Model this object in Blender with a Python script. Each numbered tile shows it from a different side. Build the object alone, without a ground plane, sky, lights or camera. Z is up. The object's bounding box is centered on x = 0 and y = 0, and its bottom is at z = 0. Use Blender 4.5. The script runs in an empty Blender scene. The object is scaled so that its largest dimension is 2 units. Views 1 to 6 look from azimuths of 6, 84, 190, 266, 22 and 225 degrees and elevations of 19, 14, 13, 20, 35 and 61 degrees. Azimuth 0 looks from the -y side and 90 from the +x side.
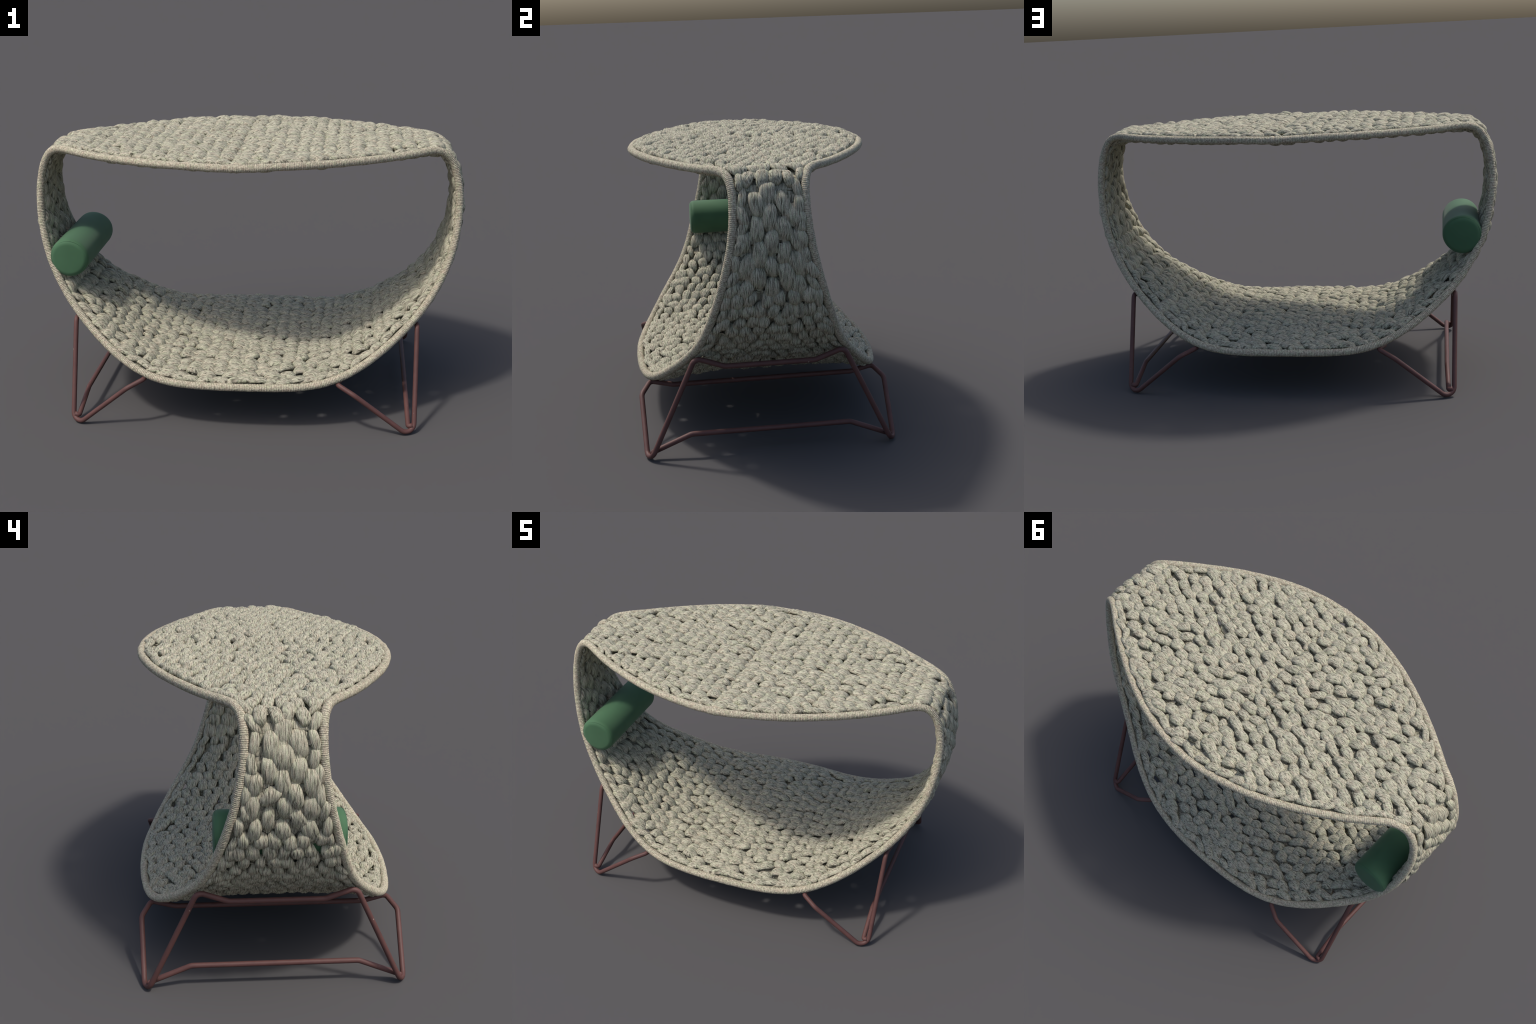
# Woven rope daybed: a closed ribbon of chunky knit rope between two wrapped rims,
# on a bent steel rod frame, with one bolster cushion.
import bpy, math
import numpy as np

rng = np.random.default_rng(11)

# ------------------------------------------------------------------ profile
# Quarter-turn control points (x, half width, z) of the rim, top centre to bottom
# centre; mirrored in x for the loop and in y for the second rim.
HALF = np.array([
    (0.000, .530, 1.204), (.165, .515, 1.212), (.330, .470, 1.209), (.491, .401, 1.209),
    (.639, .317, 1.207), (.759, .239, 1.208), (.842, .172, 1.214), (.907, .145, 1.194),
    (.949, .136, 1.113), (.970, .145, .979), (.957, .182, .812), (.905, .231, .649),
    (.814, .283, .500), (.700, .360, .396), (.573, .437, .305), (.436, .494, .239),
    (.292, .528, .215), (.145, .544, .217), (0.000, .549, .217)])
CTRL = np.vstack([HALF, HALF[-2:0:-1] * np.array([-1, 1, 1])])


def bspline_loop(ctrl, per=24):
    n = len(ctrl)
    t = np.arange(per) / per
    w = np.stack([(1 - t) ** 3, 3 * t ** 3 - 6 * t * t + 4, -3 * t ** 3 + 3 * t * t + 3 * t + 1, t ** 3]) / 6
    out = []
    for i in range(n):
        out.append(sum(w[k][:, None] * ctrl[(i - 1 + k) % n] for k in range(4)))
    return np.vstack(out)


def resample(P, n, closed=True):
    Q = np.vstack([P, P[:1]]) if closed else P
    L = np.r_[0, np.cumsum(np.linalg.norm(np.diff(Q, axis=0), axis=1))]
    s = np.linspace(0, L[-1], n, endpoint=not closed)
    return np.stack([np.interp(s, L, Q[:, i]) for i in range(Q.shape[1])], 1), L[-1]


RIM = bspline_loop(CTRL)                       # columns x, half width, z
# profile as a function of arc length in the x-z plane
_c = np.vstack([RIM, RIM[:1]])
_L = np.r_[0, np.cumsum(np.hypot(np.diff(_c[:, 0]), np.diff(_c[:, 2])))]
LOOP = _L[-1]
NS = 3000
_s = np.linspace(0, LOOP, NS, endpoint=False)
PROF = np.stack([np.interp(_s, _L, _c[:, i]) for i in range(3)], 1)
_d = np.roll(PROF, -3, 0) - np.roll(PROF, 3, 0)
_tx, _tz = _d[:, 0], _d[:, 2]
_n = np.hypot(_tx, _tz)
NORM = np.stack([-_tz / _n, _tx / _n], 1)       # outward normal in x-z
if np.mean(NORM[:, 0] * PROF[:, 0]) < 0:
    NORM = -NORM
WIDTH_SLOPE = np.gradient(PROF[:, 1], LOOP / NS)


def at(table, s):
    f = (np.asarray(s) / LOOP * NS) % NS
    i = np.floor(f).astype(int)
    a = (f - i)
    if table.ndim > 1:
        a = a[..., None]
    return table[i % NS] * (1 - a) + table[(i + 1) % NS] * a


def _smooth(a, b, v):
    t = np.clip((v - a) / (b - a), 0, 1)
    return t * t * (3 - 2 * t)


# the cloth is not quite ruled between the rims: the seat arches up between them,
# the canopy crowns a little, the shoulders are pulled tight
SEAT_ARCH = -.036 * _smooth(.66, .40, PROF[:, 2])
CROWN = np.where(PROF[:, 2] > 1.0, .010 * np.clip(1 - (PROF[:, 0] / .72) ** 2, 0, 1), 0)
SHOULDER = -.005 * _smooth(.72, .82, np.abs(PROF[:, 0])) * _smooth(1.0, 1.15, PROF[:, 2])


def place(s, y, c):
    """surface coordinates (arc length, y, height off the cloth) -> xyz"""
    p = at(PROF, s)
    n = at(NORM, s)
    t = np.clip(np.abs(y) / p[..., 1], 0, 1)
    c = c + at(SEAT_ARCH, s) * (1 - t ** 3.5) + at(CROWN, s) * (1 - t ** 7) + at(SHOULDER, s)
    return np.stack([p[..., 0] + n[..., 0] * c, y, p[..., 2] + n[..., 1] * c], -1)


RIM2D = np.stack([_s, PROF[:, 1]], 1)[::6]


def rim_distance(s, y):
    d = RIM2D - np.array([s % LOOP, abs(y)])
    d[:, 0] = (d[:, 0] + LOOP / 2) % LOOP - LOOP / 2
    k = np.hypot(d[:, 0], d[:, 1]).min()
    return k if abs(y) < at(PROF, s)[1] else -k


# ------------------------------------------------------------------ materials
def new_mat(name):
    m = bpy.data.materials.new(name)
    m.use_nodes = True
    nt = m.node_tree
    return m, nt, nt.nodes['Principled BSDF']


def ramp(nt, fac, stops):
    r = nt.nodes.new('ShaderNodeValToRGB')
    e = r.color_ramp.elements
    while len(e) < len(stops):
        e.new(0.5)
    for k, (p, c) in enumerate(stops):
        e[k].position = p
        e[k].color = (*c, 1)
    nt.links.new(fac, r.inputs['Fac'])
    return r.outputs['Color']


def noise(nt, vec, scale, detail=3, rough=.6):
    n = nt.nodes.new('ShaderNodeTexNoise')
    n.inputs['Scale'].default_value = scale
    n.inputs['Detail'].default_value = detail
    n.inputs['Roughness'].default_value = rough
    nt.links.new(vec, n.inputs['Vector'])
    return n


def mapped(nt, vec, scale):
    m = nt.nodes.new('ShaderNodeMapping')
    m.inputs['Scale'].default_value = scale
    nt.links.new(vec, m.inputs['Vector'])
    return m.outputs['Vector']


def mixc(nt, fac, a, b, mode='MIX'):
    m = nt.nodes.new('ShaderNodeMix')
    m.data_type = 'RGBA'
    m.blend_type = mode
    for sock, v in ((m.inputs['Factor'], fac), (m.inputs['A'], a), (m.inputs['B'], b)):
        pass
    def put(idx, v):
        if isinstance(v, (int, float)):
            m.inputs[idx].default_value = v
        elif isinstance(v, tuple):
            m.inputs[idx].default_value = (*v, 1)
        else:
            nt.links.new(v, m.inputs[idx])
    put(0, fac); put(6, a); put(7, b)
    return m.outputs[2]


def rope_material(name, base, dark, fibres=True, run=60, wander=.026):
    m, nt, b = new_mat(name)
    tc = nt.nodes.new('ShaderNodeTexCoord').outputs['Object']
    # warp so that the yarn fibres wander from stitch to stitch
    w = noise(nt, tc, 24, 1)
    add = nt.nodes.new('ShaderNodeVectorMath')
    add.operation = 'MULTIPLY_ADD'
    nt.links.new(w.outputs['Color'], add.inputs[0])
    add.inputs[1].default_value = (wander, wander, wander)
    nt.links.new(tc, add.inputs[2])
    fib = noise(nt, mapped(nt, add.outputs[0], (run, 340, run) if fibres else (120, 120, 120)), 1.0, 2, .55)
    fine = noise(nt, tc, 420, 2, .7)
    big = noise(nt, tc, 6, 2)
    tint = noise(nt, mapped(nt, add.outputs[0], (30, 150, 30)), 1.0, 2)
    col = ramp(nt, fib.outputs['Fac'], [(.34, dark), (.49, base), (.64, tuple(min(1, c * 1.3) for c in base))])
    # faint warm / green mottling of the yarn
    col = mixc(nt, .55, col, ramp(nt, tint.outputs['Fac'], [(.36, (1.0, .88, .86)), (.5, (1, 1, 1)), (.64, (.90, 1.0, .86))]), 'MULTIPLY')
    col = mixc(nt, .5, col, ramp(nt, big.outputs['Fac'], [(.3, (.88, .89, .9)), (.7, (1, 1, 1))]), 'MULTIPLY')
    col = mixc(nt, .6, col, ramp(nt, fine.outputs['Fac'], [(.38, (.48, .48, .48)), (.6, (1.2, 1.18, 1.16))]), 'MULTIPLY')
    nt.links.new(col, b.inputs['Base Color'])
    b.inputs['Roughness'].default_value = .9
    b.inputs['Specular IOR Level'].default_value = .15
    bp = nt.nodes.new('ShaderNodeBump')
    bp.inputs['Strength'].default_value = .8
    bp.inputs['Distance'].default_value = .0032
    nt.links.new(fib.outputs['Fac'], bp.inputs['Height'])
    bp2 = nt.nodes.new('ShaderNodeBump')
    bp2.inputs['Strength'].default_value = .35
    bp2.inputs['Distance'].default_value = .0015
    nt.links.new(fine.outputs['Fac'], bp2.inputs['Height'])
    nt.links.new(bp.outputs['Normal'], bp2.inputs['Normal'])
    nt.links.new(bp2.outputs['Normal'], b.inputs['Normal'])
    return m


MAT_ROPE = rope_material('knit_rope', (.43, .412, .32), (.125, .118, .088))
MAT_LONG = rope_material('stretched_rope', (.43, .412, .32), (.125, .118, .088), run=24, wander=.014)
MAT_RIM = rope_material('wrapped_cord', (.47, .435, .335), (.34, .31, .235), fibres=False)
MAT_GROOVE = rope_material('cord_groove', (.29, .255, .195), (.20, .17, .13), fibres=False)


def steel_material():
    m, nt, b = new_mat('painted_steel')
    tc = nt.nodes.new('ShaderNodeTexCoord').outputs['Object']
    n = noise(nt, tc, 14, 4)
    sp = noise(nt, tc, 75, 1, .3)
    col = ramp(nt, n.outputs['Fac'], [(.3, (.092, .042, .038)), (.7, (.116, .053, .047))])
    chip = ramp(nt, sp.outputs['Fac'], [(.80, (0, 0, 0)), (.82, (1, 1, 1))])
    col = mixc(nt, chip, col, (.30, .24, .21))
    nt.links.new(col, b.inputs['Base Color'])
    b.inputs['Roughness'].default_value = .55
    b.inputs['Specular IOR Level'].default_value = .3
    return m


def felt_material():
    m, nt, b = new_mat('green_felt')
    tc = nt.nodes.new('ShaderNodeTexCoord').outputs['Object']
    n = noise(nt, tc, 5, 3)
    f = noise(nt, tc, 500, 2)
    col = ramp(nt, n.outputs['Fac'], [(.3, (.046, .116, .056)), (.7, (.060, .146, .072))])
    nt.links.new(col, b.inputs['Base Color'])
    b.inputs['Roughness'].default_value = .75
    b.inputs['Specular IOR Level'].default_value = .3
    b.inputs['Sheen Weight'].default_value = .10
    bp = nt.nodes.new('ShaderNodeBump')
    bp.inputs['Strength'].default_value = .12
    bp.inputs['Distance'].default_value = .001
    nt.links.new(f.outputs['Fac'], bp.inputs['Height'])
    nt.links.new(bp.outputs['Normal'], b.inputs['Normal'])
    return m


MAT_STEEL = steel_material()
MAT_FELT = felt_material()
# ------------------------------------------------------------------ helpers
root = bpy.data.objects.new('woven_daybed', None)
bpy.context.scene.collection.objects.link(root)
root['label'] = 'pale knitted rope canopy daybed on red steel legs with green bolster'
root['category'] = 'outdoor daybed'


def mesh_object(name, V, F, mat, parent, smooth=True):
    me = bpy.data.meshes.new(name)
    V = np.ascontiguousarray(V, np.float32)
    F = np.ascontiguousarray(F, np.int32)
    me.vertices.add(len(V))
    me.vertices.foreach_set('co', V.ravel())
    me.loops.add(F.size)
    me.loops.foreach_set('vertex_index', F.ravel())
    me.polygons.add(len(F))
    me.polygons.foreach_set('loop_start', np.arange(0, F.size, F.shape[1], dtype=np.int32))
    me.update(calc_edges=True)
    me.validate()
    me.polygons.foreach_set('use_smooth', np.full(len(me.polygons), smooth))
    me.materials.append(mat)
    ob = bpy.data.objects.new(name, me)
    bpy.context.scene.collection.objects.link(ob)
    ob.parent = parent
    return ob


def grid_faces(nu, nv, closed_u=False, closed_v=True):
    a = np.arange(nu if closed_u else nu - 1)[:, None]
    b = np.arange(nv if closed_v else nv - 1)[None, :]
    a1, b1 = (a + 1) % nu, (b + 1) % nv
    return np.stack([a * nv + b, a * nv + b1, a1 * nv + b1, a1 * nv + b], -1).reshape(-1, 4)


def sweep(P, radius, nv, closed):
    """tube along P; radius is a function of (arc length array, angle array)"""
    n = len(P)
    if closed:
        T = np.roll(P, -1, 0) - np.roll(P, 1, 0)
    else:
        T = np.gradient(P, axis=0)
    T /= np.linalg.norm(T, axis=1)[:, None]
    N = np.zeros_like(P)
    v = np.cross(T[0], [0.3, 1, .2])
    v /= np.linalg.norm(v)
    for i in range(n):
        v = v - T[i] * (v @ T[i])
        v /= np.linalg.norm(v)
        N[i] = v
    if closed:      # spread the leftover twist along the loop
        e = N[-1] - T[0] * (N[-1] @ T[0])
        B0 = np.cross(T[0], N[0])
        ang = math.atan2(e @ B0, e @ N[0])
        a = -ang * np.arange(n) / n
        B = np.cross(T, N)
        N = N * np.cos(a)[:, None] + B * np.sin(a)[:, None]
    B = np.cross(T, N)
    ph = np.linspace(0, 2 * math.pi, nv, endpoint=False)
    L = np.r_[0, np.cumsum(np.linalg.norm(np.diff(P, axis=0), axis=1))]
    R = radius(L[:, None], ph[None, :])
    V = P[:, None] + R[..., None] * (N[:, None] * np.cos(ph)[None, :, None] + B[:, None] * np.sin(ph)[None, :, None])
    F = grid_faces(n, nv, closed_u=closed)
    V = V.reshape(-1, 3)
    if not closed:  # cap the ends with small fans of quads collapsed on a ring
        c0, c1 = len(V), len(V) + 1
        V = np.vstack([V, P[:1], P[-1:]])
        k = np.arange(0, nv, 2)
        f0 = np.stack([np.full(len(k), c0), (k + 2) % nv, (k + 1) % nv, k], 1)
        o = (n - 1) * nv
        f1 = np.stack([np.full(len(k), c1), o + k, o + (k + 1) % nv, o + (k + 2) % nv], 1)
        F = np.vstack([F, f0, f1])
    return V, F


# ------------------------------------------------------------------ rims
RIM_R = .0165
for side in (-1, 1):
    P3 = RIM * np.array([1, side, 1])
    pitch = .0074
    _, total = resample(P3, 10)
    turns = int(total / pitch)
    per = 6
    P3, _ = resample(P3, turns * per)
    wob = rng.normal(0, 1, turns + 1)
    def rad(L, ph, total=total, turns=turns, wob=wob):
        q = L / total * turns
        j = np.minimum(q.astype(int), turns - 1)
        ridge = np.abs(np.sin(math.pi * (q + side * .6 * ph / (2 * math.pi) * 0 + .0)))
        lump = .0005 * np.sin(L * 23) + .0004 * np.sin(L * 57 + 1)
        joint = .0022 * np.exp(-((np.minimum(L, total - L) - .012) / .008) ** 2)
        return RIM_R - .0003 + .0012 * ridge ** .8 + .00022 * wob[j] + lump * .7 + joint + 0 * ph
    V, F = sweep(P3, rad, 18, True)
    ob = mesh_object('wrapped_rim', V, F, MAT_RIM, root)
    ob.data.materials.append(MAT_GROOVE)
    idx = np.zeros(len(F), np.int32).reshape(-1, 18)
    idx[0::per] = 1                      # the ring between two wraps
    ob.data.polygons.foreach_set('material_index', idx.ravel())

# ------------------------------------------------------------------ stitches
NA, NF, NK = 15, 23, 8                  # rings along, points round the front, round the back
NB = NF + NK


def stitch_template():
    u = np.linspace(-1, 1, NA)
    u = np.sign(u) * np.abs(u) ** .85
    ph = np.r_[np.linspace(0, math.pi, NF, endpoint=False), np.linspace(math.pi, 2 * math.pi, NK, endpoint=False)]
    return u[:, None] * np.ones(NB)[None], ph[None] * np.ones(NA)[:, None]


TU, TP = stitch_template()
STITCH_F = grid_faces(NA, NB)


def build_stitch(s, y, c, L, W, H, ang, dive, layer, sid, shape):
    """one flattened bundle of yarn arching over a cross yarn: a blunt head that
    overhangs, and a tail that narrows and slips under the next bundles"""
    head = shape[0]                                   # +1 / -1: which end is blunt
    u = TU * head
    au = np.abs(u)
    blunt = np.clip(1 - au ** 3.2, 0, 1) ** .6
    tail = np.clip(1 - au ** 2.0, 0, 1) ** .8
    full = np.where(u > 0, blunt, tail)
    wmin = np.where(u > 0, .26, .20)
    end = np.where(au > .999, .25, 1.0)
    strands = 1 + .05 * np.cos(sid[0] * TP + sid[1] + sid[2] * TU)
    hw = W / 2 * (wmin + (1 - wmin) * full) * end
    hh = H / 2 * (.42 + .58 * full) * end * strands
    cs, sn = np.cos(TP), np.sin(TP)
    b = hw * np.sign(cs) * np.abs(cs) ** .8 + sid[3] * W * (1 - TU ** 2) + sid[4] * W * TU
    k = hh * np.where(sn > 0, np.abs(sn) ** .8, .6 * sn)
    k = k - dive * np.where(u > 0, au ** 3.0, au ** 1.7) + shape[1] * np.where(u > 0, u * (1 - au), 0)
    a = TU * L / 2
    ca, sa = math.cos(ang), math.sin(ang)
    return place(s + a * ca - b * sa, y + a * sa + b * ca, layer * (c + k))


def zone_pitch(s):
    """row pitch along the loop and stitch pitch across; the narrow necks are longer"""
    z = at(PROF, s)[2]
    x = abs(at(PROF, s)[0])
    neck = 1.0 if (x > .86 and .74 < z < 1.17) else 0.0
    return neck


class Panel:
    def __init__(self, name):
        self.name = name
        self.items = []


panels = [Panel('woven_canopy'), Panel('woven_side_panel'), Panel('woven_side_panel'), Panel('woven_seat')]


def panel_of(s):
    p = at(PROF, s)
    if p[2] > 1.17:
        return panels[0]
    if p[2] < .44:
        return panels[3]
    return panels[1] if p[0] > 0 else panels[2]


def ids():
    return (rng.integers(10, 13), rng.uniform(0, 6.3), rng.uniform(-1.5, 1.5),
            rng.normal(0, .05), rng.normal(0, .12))


CELL = .0055
GS, GY = int(LOOP / CELL), int(1.24 / CELL)
HEIGHT = {1: np.zeros((GS, GY)), -1: np.zeros((GS, GY))}


def splat(s, y, top, L, W, ang, layer):
    """remember how high the bundle stands, for the cloth that fills in between"""
    r = int(.06 / CELL)
    i0, j0 = int(round(s / LOOP * GS)), int(round((y + .62) / CELL))
    I, J = np.meshgrid(np.arange(i0 - r, i0 + r + 1), np.arange(max(0, j0 - r), min(GY, j0 + r + 1)), indexing='ij')
    a, b = I * LOOP / GS - s, J * CELL - .62 - y
    u = (a * math.cos(ang) + b * math.sin(ang)) / (L / 2)
    v = (b * math.cos(ang) - a * math.sin(ang)) / (W / 2 * np.clip(1 - .75 * u * u, .2, 1))
    h = top * np.clip(1 - u * u, 0, 1) ** .5 * np.clip(1 - v * v, 0, 1) ** .35
    np.maximum.at(HEIGHT[layer], (I % GS, J), h)


def add(s, y, c, L, W, H, ang, dive, layer, shape):
    V = build_stitch(s, y, c, L, W, H, ang, dive, layer, ids(), shape)
    if c > .004:
        splat(s, y, c + H / 2, L, W, ang, layer)
    panel_of(s).items.append((L * W * (1.4 if layer > 0 else 1), V.reshape(-1, 3)))


def open_patch(s, y):
    """slow variation of how loosely the cloth is worked"""
    return .5 + .5 * math.sin(s * 17 + 2.1 * math.sin(y * 13)) * math.cos(y * 19 + 1.3 * math.sin(s * 9))


HALFLEN = LOOP / 2
for direction in (1, -1):
    for layer in (1, -1):
        s = .041 if layer > 0 else .048
        row = 0
        while s < HALFLEN - .024:
            sg = (direction * s) % LOOP
            w = at(PROF, sg)[1]
            neck = zone_pitch(sg)
            if neck:
                q, P, L, W, H = .047, .104, .112, .061, .029
            else:
                q, P, L, W, H = .0580, .0535, .090, .0515, .032
            off = (row % 2) * .5
            kmax = int(w / P) + 2
            rowlean = rng.normal(0, .08)
            for k in range(-kmax, kmax + 1):
                y0 = (k + off) * P
                yy = y0 + rng.normal(0, .003 if neck else .0058)
                ss = sg + rng.normal(0, .003 if neck else .0038)
                if rim_distance(ss, yy) < (.040 if neck else .044):
                    continue
                op = open_patch(ss, yy)
                if neck:
                    lean = rng.normal(0, .08) + np.clip(y0 / .1, -1, 1) * .27 * direction
                else:
                    lean = rng.normal(0, .19) + .16 * (1 if y0 > 0 else -1) * direction + rowlean
                LL = L * rng.normal(1.0, .09)
                WW = W * rng.normal(1.0 - .09 * op, .09)
                HH = H * rng.normal(1, .07)
                head = -1 if neck else (1 if rng.random() < .7 else -1) * (1 if at(PROF, ss)[2] > 1 else -1)
                head *= direction
                c = .0135 + rng.normal(0, .0022)
                add(ss, yy, c, LL, WW, HH, lean, .0165, layer, (head, rng.uniform(0, .012)))
            s += q
            row += 1

# the two halves of the cloth are joined by a narrow seam across the middle
for s0 in (0.0, HALFLEN):
    for layer in (1, -1):
        w = at(PROF, s0)[1] - .046
        y = -w
        while y < w:
            add(s0 + rng.normal(0, .002), y, (.0055 if s0 == 0 else .013) + rng.normal(0, .001), rng.uniform(.040, .050) + (.01 if s0 else 0), rng.uniform(.036, .05), .024,
                rng.normal(.25, .12), .010, layer, (1, 0))
            y += rng.uniform(.040, .050)

# a few cross yarns of the narrow necks, deep between the bundles
for direction in (1, -1):
    s = .9
    while s < HALFLEN - .02:
        sg = (direction * s) % LOOP
        if zone_pitch(sg):
            w = at(PROF, sg)[1] - .03
            for y in np.arange(-w, w, .06):
                add(sg + rng.normal(0, .003), y, -.003, .085, .034, .010, math.pi / 2 + rng.normal(0, .06), .0, 1, (1, 0))
        s += .047

# stitches that lash the cloth to the rims, running along them
for side in (-1, 1):
    for layer in (1, -1):
        s = rng.uniform(0, .02)
        k = 0
        while s < LOOP - .03:
            slope = at(WIDTH_SLOPE, s)
            h = math.hypot(1, slope)
            step = rng.uniform(.054, .070) / h
            w = at(PROF, s)[1]
            inset = .0305 + rng.normal(0, .003)
            ss = s + slope / h * inset
            yy = side * (w - inset / h)
            neck = zone_pitch(ss % LOOP)
            tang = math.atan(slope) * side
            ang = tang + side * rng.uniform(.10, .42) * (1 if k % 3 else -.5)
            L = rng.uniform(.080, .105)
            add(ss, yy, .0125 + rng.normal(0, .002), L, rng.uniform(.029, .038) * (1.1 if neck else 1), .027, ang, .012, layer,
                (1 if rng.random() < .5 else -1, .004))
            s += step
            k += 1

# cloth between the bundles: a loose fill that follows their heights, left open
# where a gap between the bundles goes deep
def blur(A, sig):
    k = np.exp(-.5 * (np.arange(-3 * math.ceil(sig), 3 * math.ceil(sig) + 1) / sig) ** 2)
    k /= k.sum()
    m = len(k) // 2
    B = sum(w * np.roll(A, i - m, 0) for i, w in enumerate(k))
    Bp = np.pad(B, ((0, 0), (m, m)))
    return sum(w * Bp[:, i:i + A.shape[1]] for i, w in enumerate(k))


fill_s = np.arange(GS) * LOOP / GS
fill_y = np.arange(GY) * CELL - .62
fill_w = at(PROF, fill_s)[:, 1]
for p in panels:
    p.fill = []
for layer in (1, -1):
    Hm = HEIGHT[layer]
    dil = np.max([np.roll(np.roll(Hm, i, 0), j, 1) for i in (-1, 0, 1) for j in (-1, 0, 1)], axis=0)
    sm = blur(Hm, 1.5)
    C = np.clip(sm - .0035, .001, .030) + rng.normal(0, .0005, sm.shape)
    edge = np.clip((fill_w[:, None] - np.abs(fill_y)[None]) / .03, 0, 1)
    C = C * edge
    SS, YY = np.meshgrid(fill_s, fill_y, indexing='ij')
    SS, YY = SS + rng.normal(0, .0006, SS.shape), YY + rng.normal(0, .0006, SS.shape)
    P = place(SS, YY, layer * C).reshape(-1, 3)
    inside = (np.abs(fill_y)[None] < fill_w[:, None] - .006)
    # the side one looks at is open, the hidden one keeps the light out
    seen = (PROF[(fill_s / LOOP * NS).astype(int) % NS, 2] > .56) == (layer > 0)
    zf = PROF[(fill_s / LOOP * NS).astype(int) % NS, 2]
    side = (zf > .44) & (zf < 1.17)
    qs = lambda v: np.quantile(sm[inside], v)
    cut_s = np.where(seen, np.where(side, qs(.12), qs(.30)), np.where(side, -1.0, qs(.06)))[:, None]
    cut_d = np.where(seen, np.quantile(dil[inside], .70), np.quantile(dil[inside], .30))[:, None]
    deep = (sm < cut_s) & (dil < cut_d)
    ok = inside & ~deep
    q = ok & np.roll(ok, -1, 0)
    q = (q & np.roll(q, -1, 1))[:, :-1]
    F = grid_faces(GS, GY, closed_u=True, closed_v=False).reshape(GS, GY - 1, 4)
    zz, xx = PROF[(fill_s / LOOP * NS).astype(int) % NS, 2], PROF[(fill_s / LOOP * NS).astype(int) % NS, 0]
    which = np.where(zz > 1.17, 0, np.where(zz < .44, 3, np.where(xx > 0, 1, 2)))
    for n, p in enumerate(panels):
        f = F[which == n][q[which == n]]
        idx, inv = np.unique(f, return_inverse=True)
        p.fill.append((P[idx], inv.reshape(-1, 4)))

# the 300 largest stitches stay separate objects, the rest is joined per panel
sizes = sorted([it[0] for p in panels for it in p.items], reverse=True)
cut = sizes[min(300, len(sizes) - 1)]
total_st = 0
for p in panels:
    small = [v for a, v in p.items if a <= cut]
    large = [v for a, v in p.items if a > cut]
    nv = NA * NB
    V = np.vstack(small)
    F = (STITCH_F[None] + (np.arange(len(small)) * nv)[:, None, None]).reshape(-1, 4)
    for pv, pf in p.fill:
        F = np.vstack([F, pf + len(V)])
        V = np.vstack([V, pv])
    mat = MAT_LONG if 'side' in p.name else MAT_ROPE
    ob = mesh_object(p.name, V, F, mat, root)
    ob['kind'] = 'stuff'
    total_st += len(p.items)
    for v in large:
        mesh_object('stitch', v, STITCH_F, mat, ob)
print('stitches', total_st, 'loop', round(LOOP, 3))

# ------------------------------------------------------------------ steel rod legs
ROD = .0112


def fillet_path(pts, radii, closed):
    pts = [np.array(p, float) for p in pts]
    n = len(pts)
    out = []
    for i in range(n):
        if not closed and i in (0, n - 1):
            out.append(pts[i][None])
            continue
        p, a, b = pts[i], pts[i - 1] - pts[i], pts[(i + 1) % n] - pts[i]
        la, lb = np.linalg.norm(a), np.linalg.norm(b)
        a, b = a / la, b / lb
        th = math.acos(np.clip(a @ b, -1, 1))
        d = min(radii[i] / math.tan(th / 2), .45 * la, .45 * lb)
        r = d * math.tan(th / 2)
        bis = (a + b) / np.linalg.norm(a + b)
        c = p + bis * r / math.sin(th / 2)
        e1, e2 = p + a * d - c, p + b * d - c
        tot = math.pi - th
        k = max(4, int(tot / .14))
        q = np.arange(k + 1) / k
        arc = (np.sin((1 - q) * tot)[:, None] * e1 + np.sin(q * tot)[:, None] * e2) / math.sin(tot)
        out.append(c + arc)
    P = np.vstack(out)
    # subdivide long straight runs
    Q = []
    m = len(P)
    for i in range(m if closed else m - 1):
        a, b = P[i], P[(i + 1) % m]
        k = max(1, int(np.linalg.norm(b - a) / .03))
        for j in range(k):
            Q.append(a + (b - a) * j / k)
    if not closed:
        Q.append(P[-1])
    return np.array(Q)


O_KNEE, O_CROSS = np.array((.788, .309, .443)), np.array((.783, .187, .397))
I_BEND, I_KNEE, I_CROSS = np.array((.509, .541, .193)), np.array((.434, .502, .224)), np.array((.455, .400, .208))
# where the two legs of a foot would meet without the rounded bend; the bend touches z = 0
CORNER, R_FOOT = np.array((.7768, .524, -.0236)), .040


def rod(name, pts, radii, closed, parent):
    P = fillet_path(pts, radii, closed)
    V, F = sweep(P, lambda L, ph: ROD + 0 * L + 0 * ph, 16, closed)
    return V, F


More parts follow.
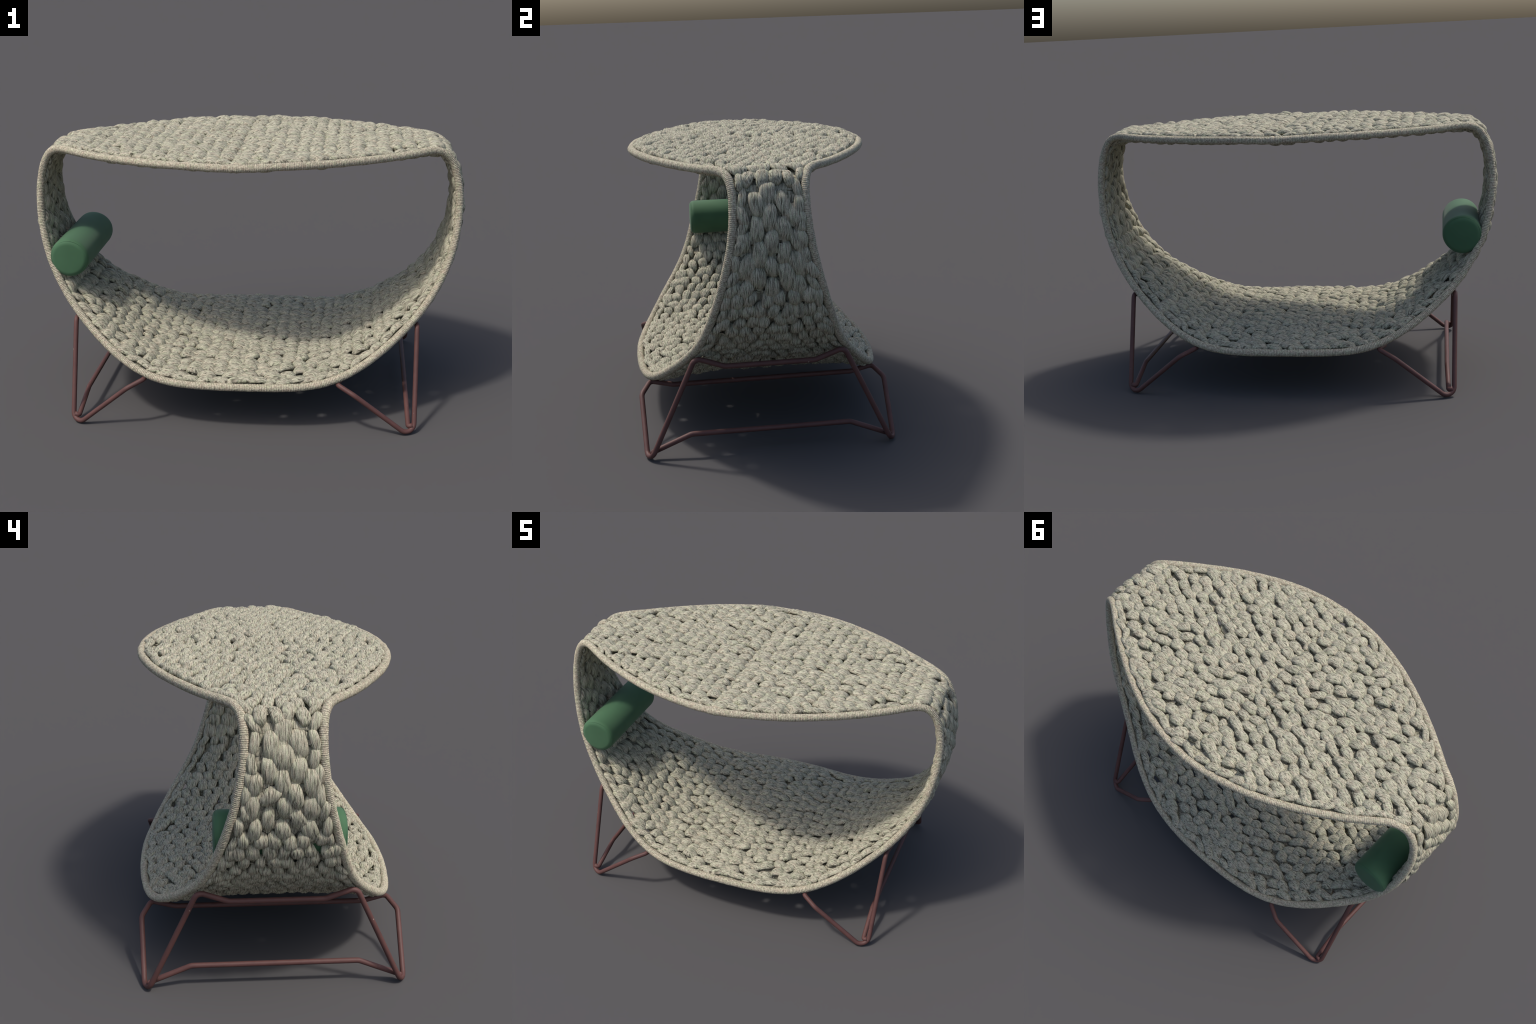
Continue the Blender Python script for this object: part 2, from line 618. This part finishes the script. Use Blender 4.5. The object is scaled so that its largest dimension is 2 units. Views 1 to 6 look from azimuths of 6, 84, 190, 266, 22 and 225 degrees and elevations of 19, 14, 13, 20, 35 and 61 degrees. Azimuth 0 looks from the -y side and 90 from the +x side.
for sx in (1, -1):
    m, r = [], []
    half = [(CORNER, R_FOOT), (O_KNEE, .03), (O_CROSS, .05)]
    half2 = [(I_CROSS, .04), (I_KNEE, .022), (I_BEND, .05)]
    seq = [(p * [sx, -1, 1], q) for p, q in half] + [(p * [sx, 1, 1], q) for p, q in half[::-1]]
    seq += [(p * [sx, 1, 1], q) for p, q in half2[::-1]] + [(p * [sx, -1, 1], q) for p, q in half2]
    V, F = rod('leg_frame', [p for p, _ in seq], [q for _, q in seq], True, root)
    frame = mesh_object('leg_frame', V, F, MAT_STEEL, root)
    st = [(.772, .504, .036), (.752, .503, .029), (.746, .338, .094)]
    st = [np.array(p) * [sx, -1, 1] for p in st] + [np.array(p) * [sx, 1, 1] for p in st[::-1]]
    V, F = rod('stretcher', st, [0, .02, .05, .05, .02, 0], False, root)
    mesh_object('stretcher', V, F, MAT_STEEL, frame)

# ------------------------------------------------------------------ bolster
BC = np.array((-.8235, 0, .7025))
BR, BL, BV = .0915, .249, .026
prof = [(0, -BL), (BR * .45, -BL - .0), (BR - BV, -BL + .001)]
for k in range(1, 9):
    t = k / 8 * math.pi / 2
    prof.append((BR - BV + BV * math.sin(t), -BL + .001 + BV * (1 - math.cos(t))))
for yv in np.linspace(-BL + BV + .03, BL - BV - .03, 14):
    prof.append((BR, yv))
prof += [(r, -yv) for r, yv in prof[:11][::-1]]
prof = np.array(prof)
nseg = 72
ph = np.linspace(0, 2 * math.pi, nseg, endpoint=False)
Rr = prof[:, 0][:, None] + .0012 * np.sin(3 * ph + 1)[None] * (prof[:, 0][:, None] > .06)
V = np.stack([BC[0] + Rr * np.cos(ph), prof[:, 1][:, None] + 0 * ph, BC[2] + Rr * np.sin(ph)], -1).reshape(-1, 3)
bol = mesh_object('bolster_cushion', V, grid_faces(len(prof), nseg), MAT_FELT, root)
for e in (-1, 1):
    a = np.linspace(0, 2 * math.pi, 96, endpoint=False)
    rr = BR - BV + BV * math.sin(.8)
    P = np.stack([BC[0] + rr * np.cos(a), np.full_like(a, e * (BL - .001 - BV * (1 - math.cos(.8)))), BC[2] + rr * np.sin(a)], 1)
    V, F = sweep(P, lambda L, ph: .0011 + 0 * L + 0 * ph, 8, True)
    mesh_object('seam_piping', V, F, MAT_FELT, bol)
